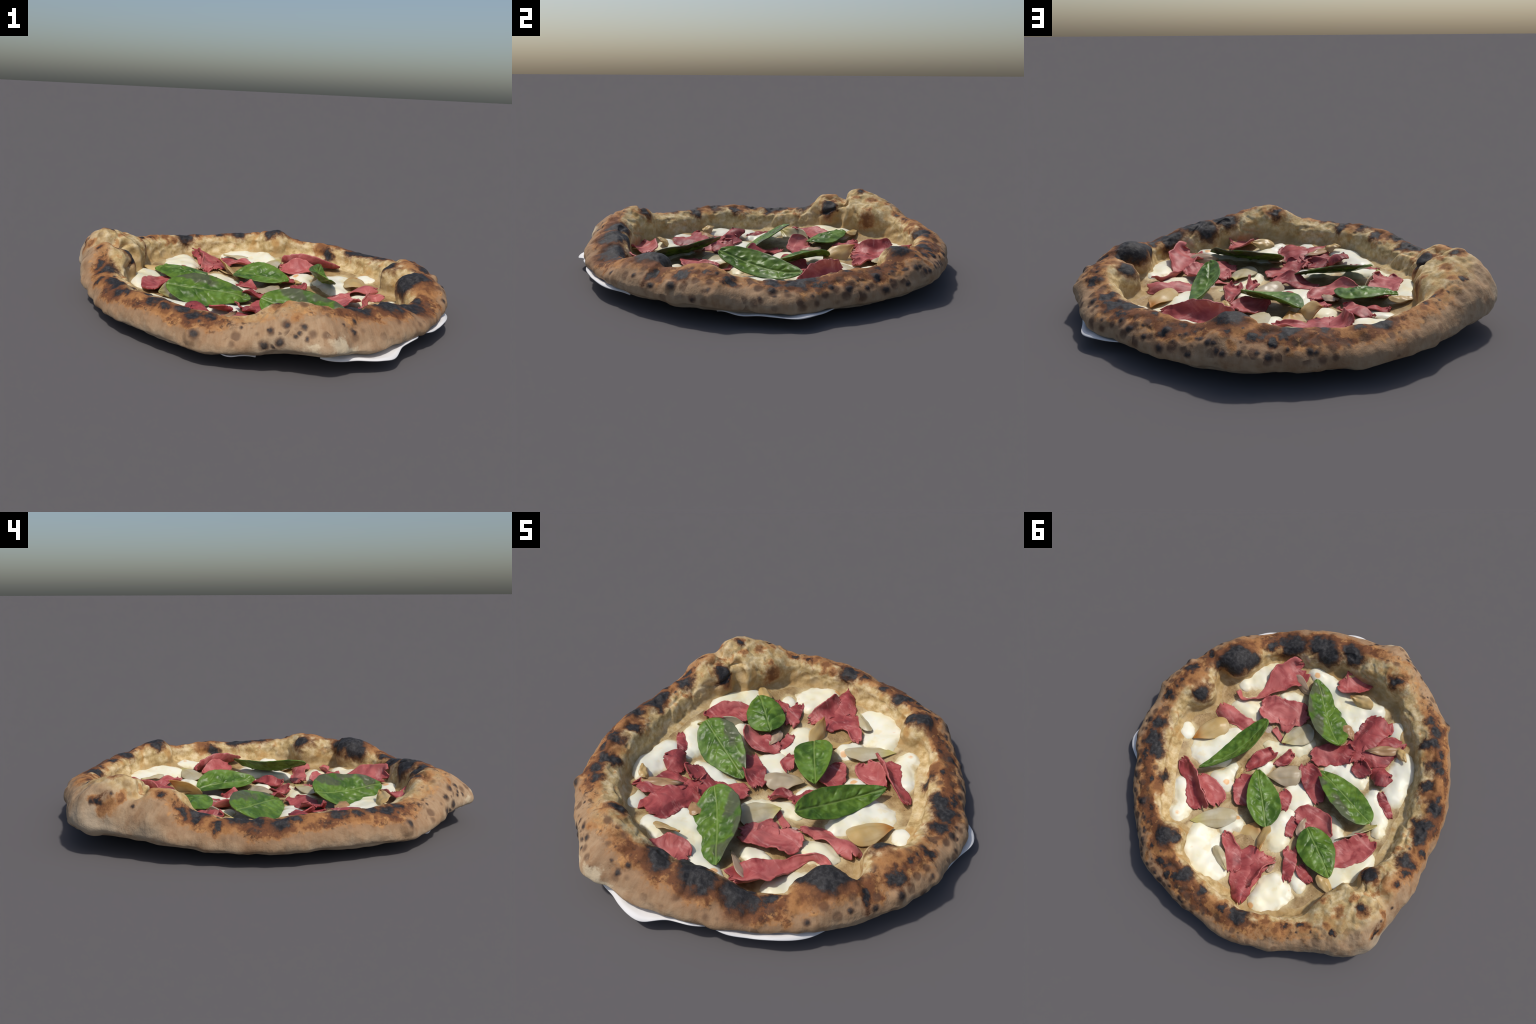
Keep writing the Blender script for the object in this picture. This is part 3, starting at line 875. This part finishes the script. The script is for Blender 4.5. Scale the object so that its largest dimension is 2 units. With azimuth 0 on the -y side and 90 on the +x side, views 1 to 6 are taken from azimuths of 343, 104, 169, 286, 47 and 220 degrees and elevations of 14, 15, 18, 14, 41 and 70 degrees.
MOZZ_ALL = []
def moz_field(lumps, x, y):
    return sum(math.exp(-1.15 * ((x - a) ** 2 + (y - b) ** 2) / (r * r)) for a, b, r in lumps)

def moz_height(lumps, x, y):
    p = (x, y, 0.0)
    f = moz_field(lumps, x, y) - 0.24 + 0.17 * vnoise(p, 11, 4) + 0.13 * vnoise(p, 27, 6) + 0.06 * vnoise(p, 60, 6)
    if f < 0:
        return max(-0.02, f * 0.10)
    return 0.021 * (1 - math.exp(-f * 2.0)) + (0.010 * vnoise(p, 8, 2) + 0.005 * vnoise(p, 21, 5)) * min(1, f * 2)

def surface_z(x, y):
    h = 0.0
    for l in MOZZARELLA:
        if any((x - a) ** 2 + (y - b) ** 2 < (2.2 * r) ** 2 for a, b, r in l):
            h = max(h, moz_height(l, x, y))
    return floor_z(x, y) + h

def build_mozzarella():
    mat = mozzarella_material()
    st = 0.0055
    for lumps in MOZZARELLA:
        x0 = min(a - 1.6 * r for a, b, r in lumps); x1 = max(a + 1.6 * r for a, b, r in lumps)
        y0 = min(b - 1.6 * r for a, b, r in lumps); y1 = max(b + 1.6 * r for a, b, r in lumps)
        nx, ny = int((x1 - x0) / st) + 2, int((y1 - y0) / st) + 2
        vid, verts, faces = {}, [], []
        for i in range(nx):
            for j in range(ny):
                x, y = x0 + i * st, y0 + j * st
                h = moz_height(lumps, x, y)
                if h > -0.009:
                    vid[i, j] = len(verts)
                    verts.append((x, y, floor_z(x, y) + h))
        for i in range(nx - 1):
            for j in range(ny - 1):
                q = [(i, j), (i + 1, j), (i + 1, j + 1), (i, j + 1)]
                if all(k in vid for k in q):
                    faces.append(tuple(vid[k] for k in q))
        if faces:
            add_mesh("mozzarella", verts, faces, mat, pizza, solid=0.006)

# ------------------------------------------------------------------ cured meat: ribbons that ripple and curl
# x, y, height over the surface, half width, roll, curl
MEAT = []
MEAT.append([(0.361, -0.551, 0.025, 0.061, -25, 0.025),
             (0.391, -0.488, 0.03, 0.072, -28, 0.022),
             (0.416, -0.409, 0.025, 0.058, -15, 0.02),
             (0.436, -0.322, 0.021, 0.031, 0, 0.01),
             (0.461, -0.231, 0.017, 0.017, 60, 0),
             (0.526, -0.177, 0.017, 0.017, 50, 0),
             (0.581, -0.191, 0.025, 0.019, 30, 0)])
MEAT.append([(0.406, -0.198, 0.021, 0.044, 0, 0.01),
             (0.333, -0.229, 0.03, 0.064, 12, 0.012),
             (0.249, -0.267, 0.025, 0.067, 10, 0.005),
             (0.155, -0.319, 0.025, 0.056, 10, 0)])
MEAT.append([(0.264, -0.275, 0.013, 0.049, 0, 0),
             (0.223, -0.21, 0.017, 0.039, 0, 0.01),
             (0.201, -0.161, 0.009, 0.019, 0, 0)])
MEAT.append([(0.602, -0.063, 0.034, 0.036, 0, -0.02),
             (0.546, -0.04, 0.043, 0.044, 15, -0.02),
             (0.456, -0.045, 0.027, 0.036, 35, -0.01),
             (0.369, -0.055, 0.017, 0.036, 25, -0.01),
             (0.312, -0.104, 0.017, 0.028, 30, 0)])
MEAT.append([(0.553, 0.352, 0.03, 0.031, 35, 0),
             (0.464, 0.376, 0.034, 0.039, 40, 0.012),
             (0.377, 0.416, 0.038, 0.047, 45, 0.02),
             (0.322, 0.466, 0.034, 0.053, 40, 0.02),
             (0.279, 0.505, 0.017, 0.044, 20, 0.01)])
MEAT.append([(0.407, 0.356, 0.03, 0.022, -30, 0),
             (0.347, 0.373, 0.025, 0.042, -30, 0.02),
             (0.278, 0.4, 0.024, 0.047, -25, 0.02),
             (0.225, 0.431, 0.015, 0.036, -10, 0.01)])
MEAT.append([(0.231, 0.233, 0.017, 0.039, 10, 0),
             (0.167, 0.253, 0.021, 0.062, 0, 0.01),
             (0.082, 0.301, 0.017, 0.062, 0, 0.01)])
MEAT.append([(-0.015, 0.133, 0.013, 0.019, 0, 0),
             (-0.056, 0.162, 0.017, 0.028, -20, 0.005),
             (-0.089, 0.221, 0.013, 0.022, 0, 0)])
MEAT.append([(0.23, 0.159, 0.013, 0.017, 10, 0),
             (0.207, 0.075, 0.021, 0.031, 20, 0.015),
             (0.177, -0.018, 0.017, 0.031, 10, 0.01)])
MEAT.append([(0.121, 0.03, 0.01, 0.017, 0, 0),
             (0.09, -0.026, 0.017, 0.025, 10, 0.012),
             (0.084, -0.079, 0.017, 0.019, 20, 0.01)])
MEAT.append([(-0.217, -0.254, 0.017, 0.056, -15, 0),
             (-0.201, -0.363, 0.03, 0.064, -15, -0.01),
             (-0.208, -0.464, 0.034, 0.067, -10, -0.012),
             (-0.218, -0.572, 0.025, 0.069, 0, -0.012)])
MEAT.append([(-0.026, -0.129, 0.017, 0.042, 0, 0.01),
             (-0.083, -0.188, 0.025, 0.058, 10, 0),
             (-0.15, -0.246, 0.03, 0.061, 0, -0.01),
             (-0.203, -0.283, 0.034, 0.053, -10, 0.012)])
MEAT.append([(-0.265, -0.267, 0.034, 0.031, 40, 0.01),
             (-0.298, -0.245, 0.038, 0.044, 30, 0.01),
             (-0.339, -0.215, 0.025, 0.033, 15, 0)])
MEAT.append([(-0.253, -0.304, 0.021, 0.047, 10, 0),
             (-0.312, -0.357, 0.03, 0.064, 0, -0.01),
             (-0.355, -0.446, 0.03, 0.061, 5, -0.01),
             (-0.393, -0.51, 0.017, 0.036, 0, 0)])
MEAT.append([(-0.343, -0.278, 0.021, 0.031, 0, -0.012),
             (-0.401, -0.287, 0.055, 0.062, -20, -0.02),
             (-0.464, -0.302, 0.034, 0.047, -30, -0.02)])
MEAT.append([(-0.023, -0.072, 0.025, 0.031, 0, 0),
             (-0.095, -0.025, 0.034, 0.047, 20, 0.015),
             (-0.157, 0.02, 0.025, 0.044, 0, 0),
             (-0.219, 0.066, 0.017, 0.028, 0, 0)])
MEAT.append([(-0.465, -0.19, 0.013, 0.017, 0, 0),
             (-0.516, -0.149, 0.017, 0.022, 10, -0.004),
             (-0.594, -0.106, 0.013, 0.019, 0, 0)])
MEAT.append([(-0.166, 0.209, 0.013, 0.035, 0, 0),
             (-0.218, 0.172, 0.017, 0.05, 0, 0.01),
             (-0.284, 0.153, 0.025, 0.056, 5, 0.01),
             (-0.341, 0.167, 0.03, 0.047, 40, 0.01),
             (-0.378, 0.209, 0.017, 0.028, 40, 0)])
MEAT.append([(-0.175, 0.21, 0.01, 0.025, 0, 0),
             (-0.18, 0.274, 0.013, 0.022, 0, 0),
             (-0.208, 0.326, 0.01, 0.019, 0, 0)])
MEAT.append([(-0.448, 0.303, 0.013, 0.044, 0, 0),
             (-0.5, 0.246, 0.017, 0.062, 0, 0),
             (-0.54, 0.173, 0.025, 0.061, 5, 0.015),
             (-0.563, 0.074, 0.03, 0.05, 30, 0.015)])
MEAT.append([(-0.228, 0.786, 0.043, 0.025, 0, -0.02),
             (-0.186, 0.726, 0.036, 0.05, 0, -0.02),
             (-0.152, 0.643, 0.025, 0.067, 0, -0.012),
             (-0.14, 0.552, 0.025, 0.078, -5, -0.005),
             (-0.149, 0.486, 0.017, 0.047, 0, 0)])
MEAT.append([(-0.2, 0.699, 0.043, 0.033, -45, 0),
             (-0.193, 0.616, 0.043, 0.039, -45, 0.01),
             (-0.203, 0.541, 0.034, 0.036, -40, 0.01),
             (-0.217, 0.475, 0.017, 0.022, -20, 0)])
MEAT.append([(0.078, 0.529, 0.017, 0.025, 0, 0),
             (0.024, 0.561, 0.017, 0.028, 0, 0.008),
             (-0.038, 0.604, 0.017, 0.042, 0, 0),
             (-0.085, 0.677, 0.017, 0.031, 0, 0)])
MEAT.append([(-0.261, 0.38, 0.017, 0.033, 0, 0.01),
             (-0.305, 0.448, 0.021, 0.033, 10, 0),
             (-0.35, 0.529, 0.017, 0.022, 0, 0)])
MEAT.append([(-0.354, 0.425, 0.013, 0.019, 0, 0),
             (-0.4, 0.446, 0.017, 0.025, 0, -0.004),
             (-0.457, 0.464, 0.013, 0.019, 0, 0)])
MEAT.append([(0.13, -0.601, 0.017, 0.025, 0, 0),
             (0.079, -0.619, 0.03, 0.056, 0, 0.02),
             (0.029, -0.666, 0.03, 0.058, 0, 0.02),
             (-0.036, -0.704, 0.034, 0.031, 0, 0.01)])
MEAT.append([(0.265, -0.142, 0.009, 0.019, 0, 0),
             (0.16, -0.104, 0.005, 0.008, 0, 0)])


def build_meat():
    mat = meat_material()
    NU, NV = 80, 25
    for k, spine in enumerate(MEAT):
        rnd = random.Random(100 + k)
        sd = rnd.uniform(0, 50)
        ln = sum(math.dist(a[:2], b[:2]) for a, b in zip(spine, spine[1:]))
        verts = []
        for i in range(NU):
            t = i / (NU - 1)
            x, y, h, hw, roll, curl = catmull(spine, t)
            x2, y2, h2 = catmull(spine, min(1, t + 0.02))[:3]
            x1, y1, h1 = catmull(spine, max(0, t - 0.02))[:3]
            zc = surface_z(x, y)
            tan = Vector((x2 - x1, y2 - y1, h2 - h1)).normalized()
            side = Vector((-tan.y, tan.x, 0)).normalized()
            up = tan.cross(side)
            if up.z < 0: up = -up
            a = math.radians(roll)
            W = side * math.cos(a) + up * math.sin(a)
            N = up * math.cos(a) - side * math.sin(a)
            end = min(1.0, (min(t, 1 - t) * 9 + 0.35)) ** 0.5
            c = Vector((x, y, zc + h))
            for j in range(NV):
                s = 2 * j / (NV - 1) - 1
                q = t * ln
                edge = 1 + 0.22 * vnoise((q * 12 + sd, s * 0.6, 0), 1.0, 3) + 0.14 * vnoise((q * 38 + sd, s, 1), 1.0, 8) + 0.06 * vnoise((q * 110 + sd, s, 1), 1.0, 8)
                u = s * hw * 1.2 * end * edge
                tear = (0.5 + hw * 6) * 0.045 * (2 * t - 1) ** 5 * (vnoise((s * 2.2 + sd, t > 0.5, 4), 1.0) + 0.25 * vnoise((s * 5 + sd, t > 0.5, 7), 1.0))
                p = c + tan * tear + W * u + N * (curl * 1.6 * s * s)
                p += N * (0.015 * vnoise((q * 9 + sd, u * 9, 2), 1.0) + 0.006 * vnoise((q * 22, u * 22 + sd, 5), 1.0) + 0.016 * abs(s) ** 3 * vnoise((q * 15, s + sd, 9), 1.0))
                g = surface_z(p.x, p.y) if abs(s) > 0.5 else floor_z(p.x, p.y)
                p.z = max(p.z, g + 0.004 + 0.002 * (1 - abs(s)))
                verts.append(p)
        add_mesh("cured_meat_slice", verts, grid_faces(NU, NV), mat, pizza, solid=0.006)

# ------------------------------------------------------------------ onion petals: cupped teardrops
# x, y, height, length, width, heading, pitch, roll, cup, kind
ONION = [
    (0.547, 0.103, 0.011, 0.224, 0.132, 65, 4, 0, 0.04, 'gold'),
    (0.122, -0.181, 0.012, 0.202, 0.149, 65, 0, 10, 0.03, 'pale'),
    (0.296, -0.462, 0.009, 0.168, 0.086, 160, 10, 55, 0.02, 'pink'),
    (0.033, 0.058, 0.007, 0.196, 0.138, 40, 0, 0, 0.045, 'beige'),
    (0.186, 0.507, 0.011, 0.258, 0.115, 45, 5, -5, 0.025, 'pale'),
    (-0.036, 0.468, 0.012, 0.202, 0.19, 280, 0, 0, -0.02, 'gold'),
    (-0.104, 0.427, 0.036, 0.19, 0.115, 115, 32, 55, 0.025, 'gold'),
    (0.005, 0.657, 0.012, 0.151, 0.063, 155, 0, 10, 0.02, 'pale'),
    (-0.469, 0.077, 0.027, 0.258, 0.127, 230, 12, -50, -0.03, 'pale'),
    (-0.329, -0.405, 0.024, 0.207, 0.069, 40, 0, 0, 0.02, 'brown'),
    (-0.44, -0.437, 0.018, 0.09, 0.057, 150, 20, 30, 0.02, 'gold'),
    (-0.051, -0.58, 0.021, 0.146, 0.086, 10, 10, -40, 0.02, 'gold'),
    (-0.237, 0.237, 0.015, 0.123, 0.069, 290, 0, 0, 0.02, 'pink'),
    (-0.532, 0.43, 0.012, 0.134, 0.069, 160, 0, 0, 0.02, 'gold'),
    (-0.104, -0.383, 0.012, 0.101, 0.075, 160, 0, 0, 0.02, 'brown'),
    (0.084, -0.688, 0.027, 0.101, 0.046, 220, 0, 20, 0.015, 'gold'),
    (0.246, 0.213, 0.009, 0.09, 0.034, 100, 0, 0, 0.012, 'gold'),
    (-0.237, 0.519, 0.007, 0.078, 0.034, 270, 0, 0, 0.01, 'pink'),
]


def build_onion():
    mats = {
        "pale": onion_material("pale_onion", (0.56, 0.47, 0.27), (0.66, 0.60, 0.44), (0.60, 0.52, 0.19)),
        "gold": onion_material("golden_onion", (0.62, 0.42, 0.16), (0.66, 0.50, 0.26), (0.52, 0.22, 0.04)),
        "beige": onion_material("beige_onion", (0.50, 0.40, 0.26), (0.57, 0.47, 0.33), (0.50, 0.38, 0.20)),
        "pink": onion_material("pinkish_onion", (0.50, 0.36, 0.24), (0.58, 0.42, 0.32), (0.46, 0.32, 0.12)),
        "brown": onion_material("roasted_onion", (0.42, 0.24, 0.11), (0.52, 0.33, 0.18), (0.10, 0.05, 0.025)),
    }
    NU, NV = 60, 33
    for k, (x, y, h, ln, wd, heading, pitch, roll, cup, kind) in enumerate(ONION):
        sd = k * 3.1
        verts = []
        for i in range(NU):
            t = i / (NU - 1)
            px = (t - 0.5) * ln
            if t < 0.36:
                w = wd * 0.5 * math.sqrt(max(0.0, 1 - ((0.36 - t) / 0.37) ** 2.4))
            else:
                w = wd * 0.5 * max(0.02, 1 - ((t - 0.36) / 0.645) ** 1.7)
            for j in range(NV):
                s = 2 * j / (NV - 1) - 1
                e = 1 + 0.10 * vnoise((t * 5 + sd, s * 0.5, 3), 1.0)
                py = s * w * e
                q = (py / (wd * 0.5)) ** 2
                pz = cup * (1 - 1.0 * q) * (1 - 0.75 * t ** 2) * (0.75 + 0.25 * smooth(0, 0.3, t)) + 0.012 * t ** 3 * (1 if k % 2 else -0.6) + 0.006 * vnoise((t * 4 + sd, s * 1.5, 1), 1.0)
                verts.append((px, py, pz))
        ob = add_mesh("onion_petal", verts, grid_faces(NU, NV), mats[kind], pizza, solid=0.0035)
        ob.matrix_local = (Matrix.Translation((x, y, surface_z(x, y) + h)) @ Matrix.Rotation(math.radians(heading), 4, "Z")
                           @ Matrix.Rotation(math.radians(-pitch), 4, "Y") @ Matrix.Rotation(math.radians(roll), 4, "X"))

# ------------------------------------------------------------------ basil leaves
# stem end, tip, direction across, width, sag, fold, twist
LEAVES = [
    ((-0.109, -0.258, 0.11), (0.243, -0.548, 0.098), (0.204, 0.099, 0.112), 0.245, -0.02, 4, 0, True),
    ((-0.078, 0.365, 0.086), (0.167, 0.135, 0.076), (0.146, 0.082, 0.05), 0.185, 0.006, 13, 0, False),
    ((-0.525, 0.015, 0.122), (-0.109, -0.09, 0.072), (0, 0.2, 0.09), 0.215, 0.01, 0, 0, True),
    ((0.299, -0.125, 0.172), (0.434, 0.333, 0.118), (-0.16, 0.05, 0.12), 0.145, -0.056, 10, 12, False),
    ((-0.264, 0.236, 0.092), (-0.525, 0.385, 0.125), (0.1, 0.2, 0.03), 0.195, 0.016, -7, 0, False),
]


def build_basil():
    mats = [basil_material("basil_leaf", False), basil_material("wilted_basil_leaf", True)]
    NU, NV = 120, 61
    for k, (stem, tip, wdir, wd, sag, fold, twist, wilted) in enumerate(LEAVES):
        S, T = Vector(stem), Vector(tip)
        X = (T - S); ln = X.length; X.normalize()
        Y = Vector(wdir); Y = (Y - X * Y.dot(X)).normalized()
        Z = X.cross(Y)
        if Z.z < 0:
            Y, Z = -Y, -Z
        sd = 7.7 * k
        verts = []
        for i in range(NU):
            t = i / (NU - 1)
            px = (t - 0.5) * ln
            w = wd * 0.53 * (max(0.0, math.sin(math.pi * t ** 0.80)) ** 0.66) * (1 - 0.10 * t) + 0.002
            zc = sag * (1 - (2 * t - 1) ** 2)
            tw = math.radians(twist) * (2 * t - 1)
            for j in range(NV):
                s = 2 * j / (NV - 1) - 1
                ser = 1 + 0.008 * math.sin(t * 60 + sd) * abs(s) ** 6 + 0.06 * vnoise((t * 6 + sd, s * 0.3, 4), 1.0) * abs(s)
                py = s * w * ser
                fa = math.radians(fold)
                # blade bends away from the midrib, quilted between the side veins
                ay = abs(py)
                pz = fold * 0.013 * wd * (ay / (wd * 0.5)) ** 1.6 + 0.05 * wd * (smooth(0.8, 1.0, t) - smooth(0.25, 0.0, t)) * (1 if k % 2 else -1)
                ph = (px - 0.85 * ay + 1.0) * 15.0 + 0.25 * vnoise((px * 14 + sd, py * 14, 6), 1.0)
                quilt = abs(math.sin(math.pi * (ph + 0.5))) ** 0.8
                env = smooth(0.0, 0.014, ay) * (1 - smooth(0.5, 0.95, abs(s)))
                vary = smooth(-0.4, 0.5, vnoise((px * 11 + sd, py * 11, 8), 1.0))
                pz += 0.013 * (quilt - 0.5) * env * vary
                pz -= 0.013 * (abs(vnoise((px * 17 + sd, py * 17, 0), 1.0)) - 0.2) * env
                pz += 0.004 * vnoise((px * 42 + sd, py * 42, 3), 1.0) * env
                pz += 0.018 * vnoise((px * 5 + sd, py * 5, 2), 1.0) * abs(s)
                pz -= 0.004 * (1 - smooth(0.0, 0.010, ay))
                yy = py * math.cos(tw) - pz * math.sin(tw)
                zz = py * math.sin(tw) + pz * math.cos(tw) + zc
                verts.append((px, yy, zz))
        ob = add_mesh("basil_leaf", verts, grid_faces(NU, NV), mats[wilted], pizza, solid=0.0055)
        M = Matrix((X, Y, Z)).transposed().to_4x4()
        ob.matrix_local = Matrix.Translation((S + T) * 0.5) @ M

# ------------------------------------------------------------------ baking paper under the rim
# from angle, to angle, (how far out, height) along it
PAPER = [
    (266, 304, [(-0.02, 0.08), (0.025, 0.062), (0.062, 0.054), (0.072, 0.054), (0.03, 0.072), (0.03, 0.078), (-0.01, 0.07)]),
    (298, 334, [(-0.02, 0.07), (0.03, 0.08), (0.035, 0.072), (0.045, 0.074), (0.03, 0.07), (-0.02, 0.06)]),
    (4, 40, [(-0.03, 0.05), (0.005, 0.048), (0.02, 0.047), (0.058, 0.053), (0.025, 0.05), (-0.03, 0.05)]),
    (230, 250, [(-0.03, 0.1), (0.0, 0.118), (0.012, 0.1), (0.012, 0.068), (0.0, 0.06), (-0.03, 0.05)]),
]


def build_paper():
    mat = paper_material()
    for k, (a0, a1, outs) in enumerate(PAPER):
        NU, NV = 60, 7
        verts = []
        for i in range(NU):
            t = i / (NU - 1)
            a = lerp(a0, a1, t)
            ext, drop = catmull(outs, t)
            ra = math.radians(a)
            R, zb = FR(a), FB(a)
            for j in range(NV):
                s = j / (NV - 1)
                r = lerp(R - 0.11, R - 0.02 + ext, s)
                z = lerp(zb + 0.004, drop, s ** 1.3)
                cr = 0.014 * vnoise((a * 0.16, s * 2.0, k), 1.0, 2)
                verts.append((r * math.cos(ra), r * math.sin(ra), max(0.004, z + cr * s)))
        add_mesh("baking_paper", verts, grid_faces(NU, NV), mat, pizza, solid=0.004)

build_dough()
build_mozzarella()
build_meat()
build_onion()
build_basil()
build_paper()
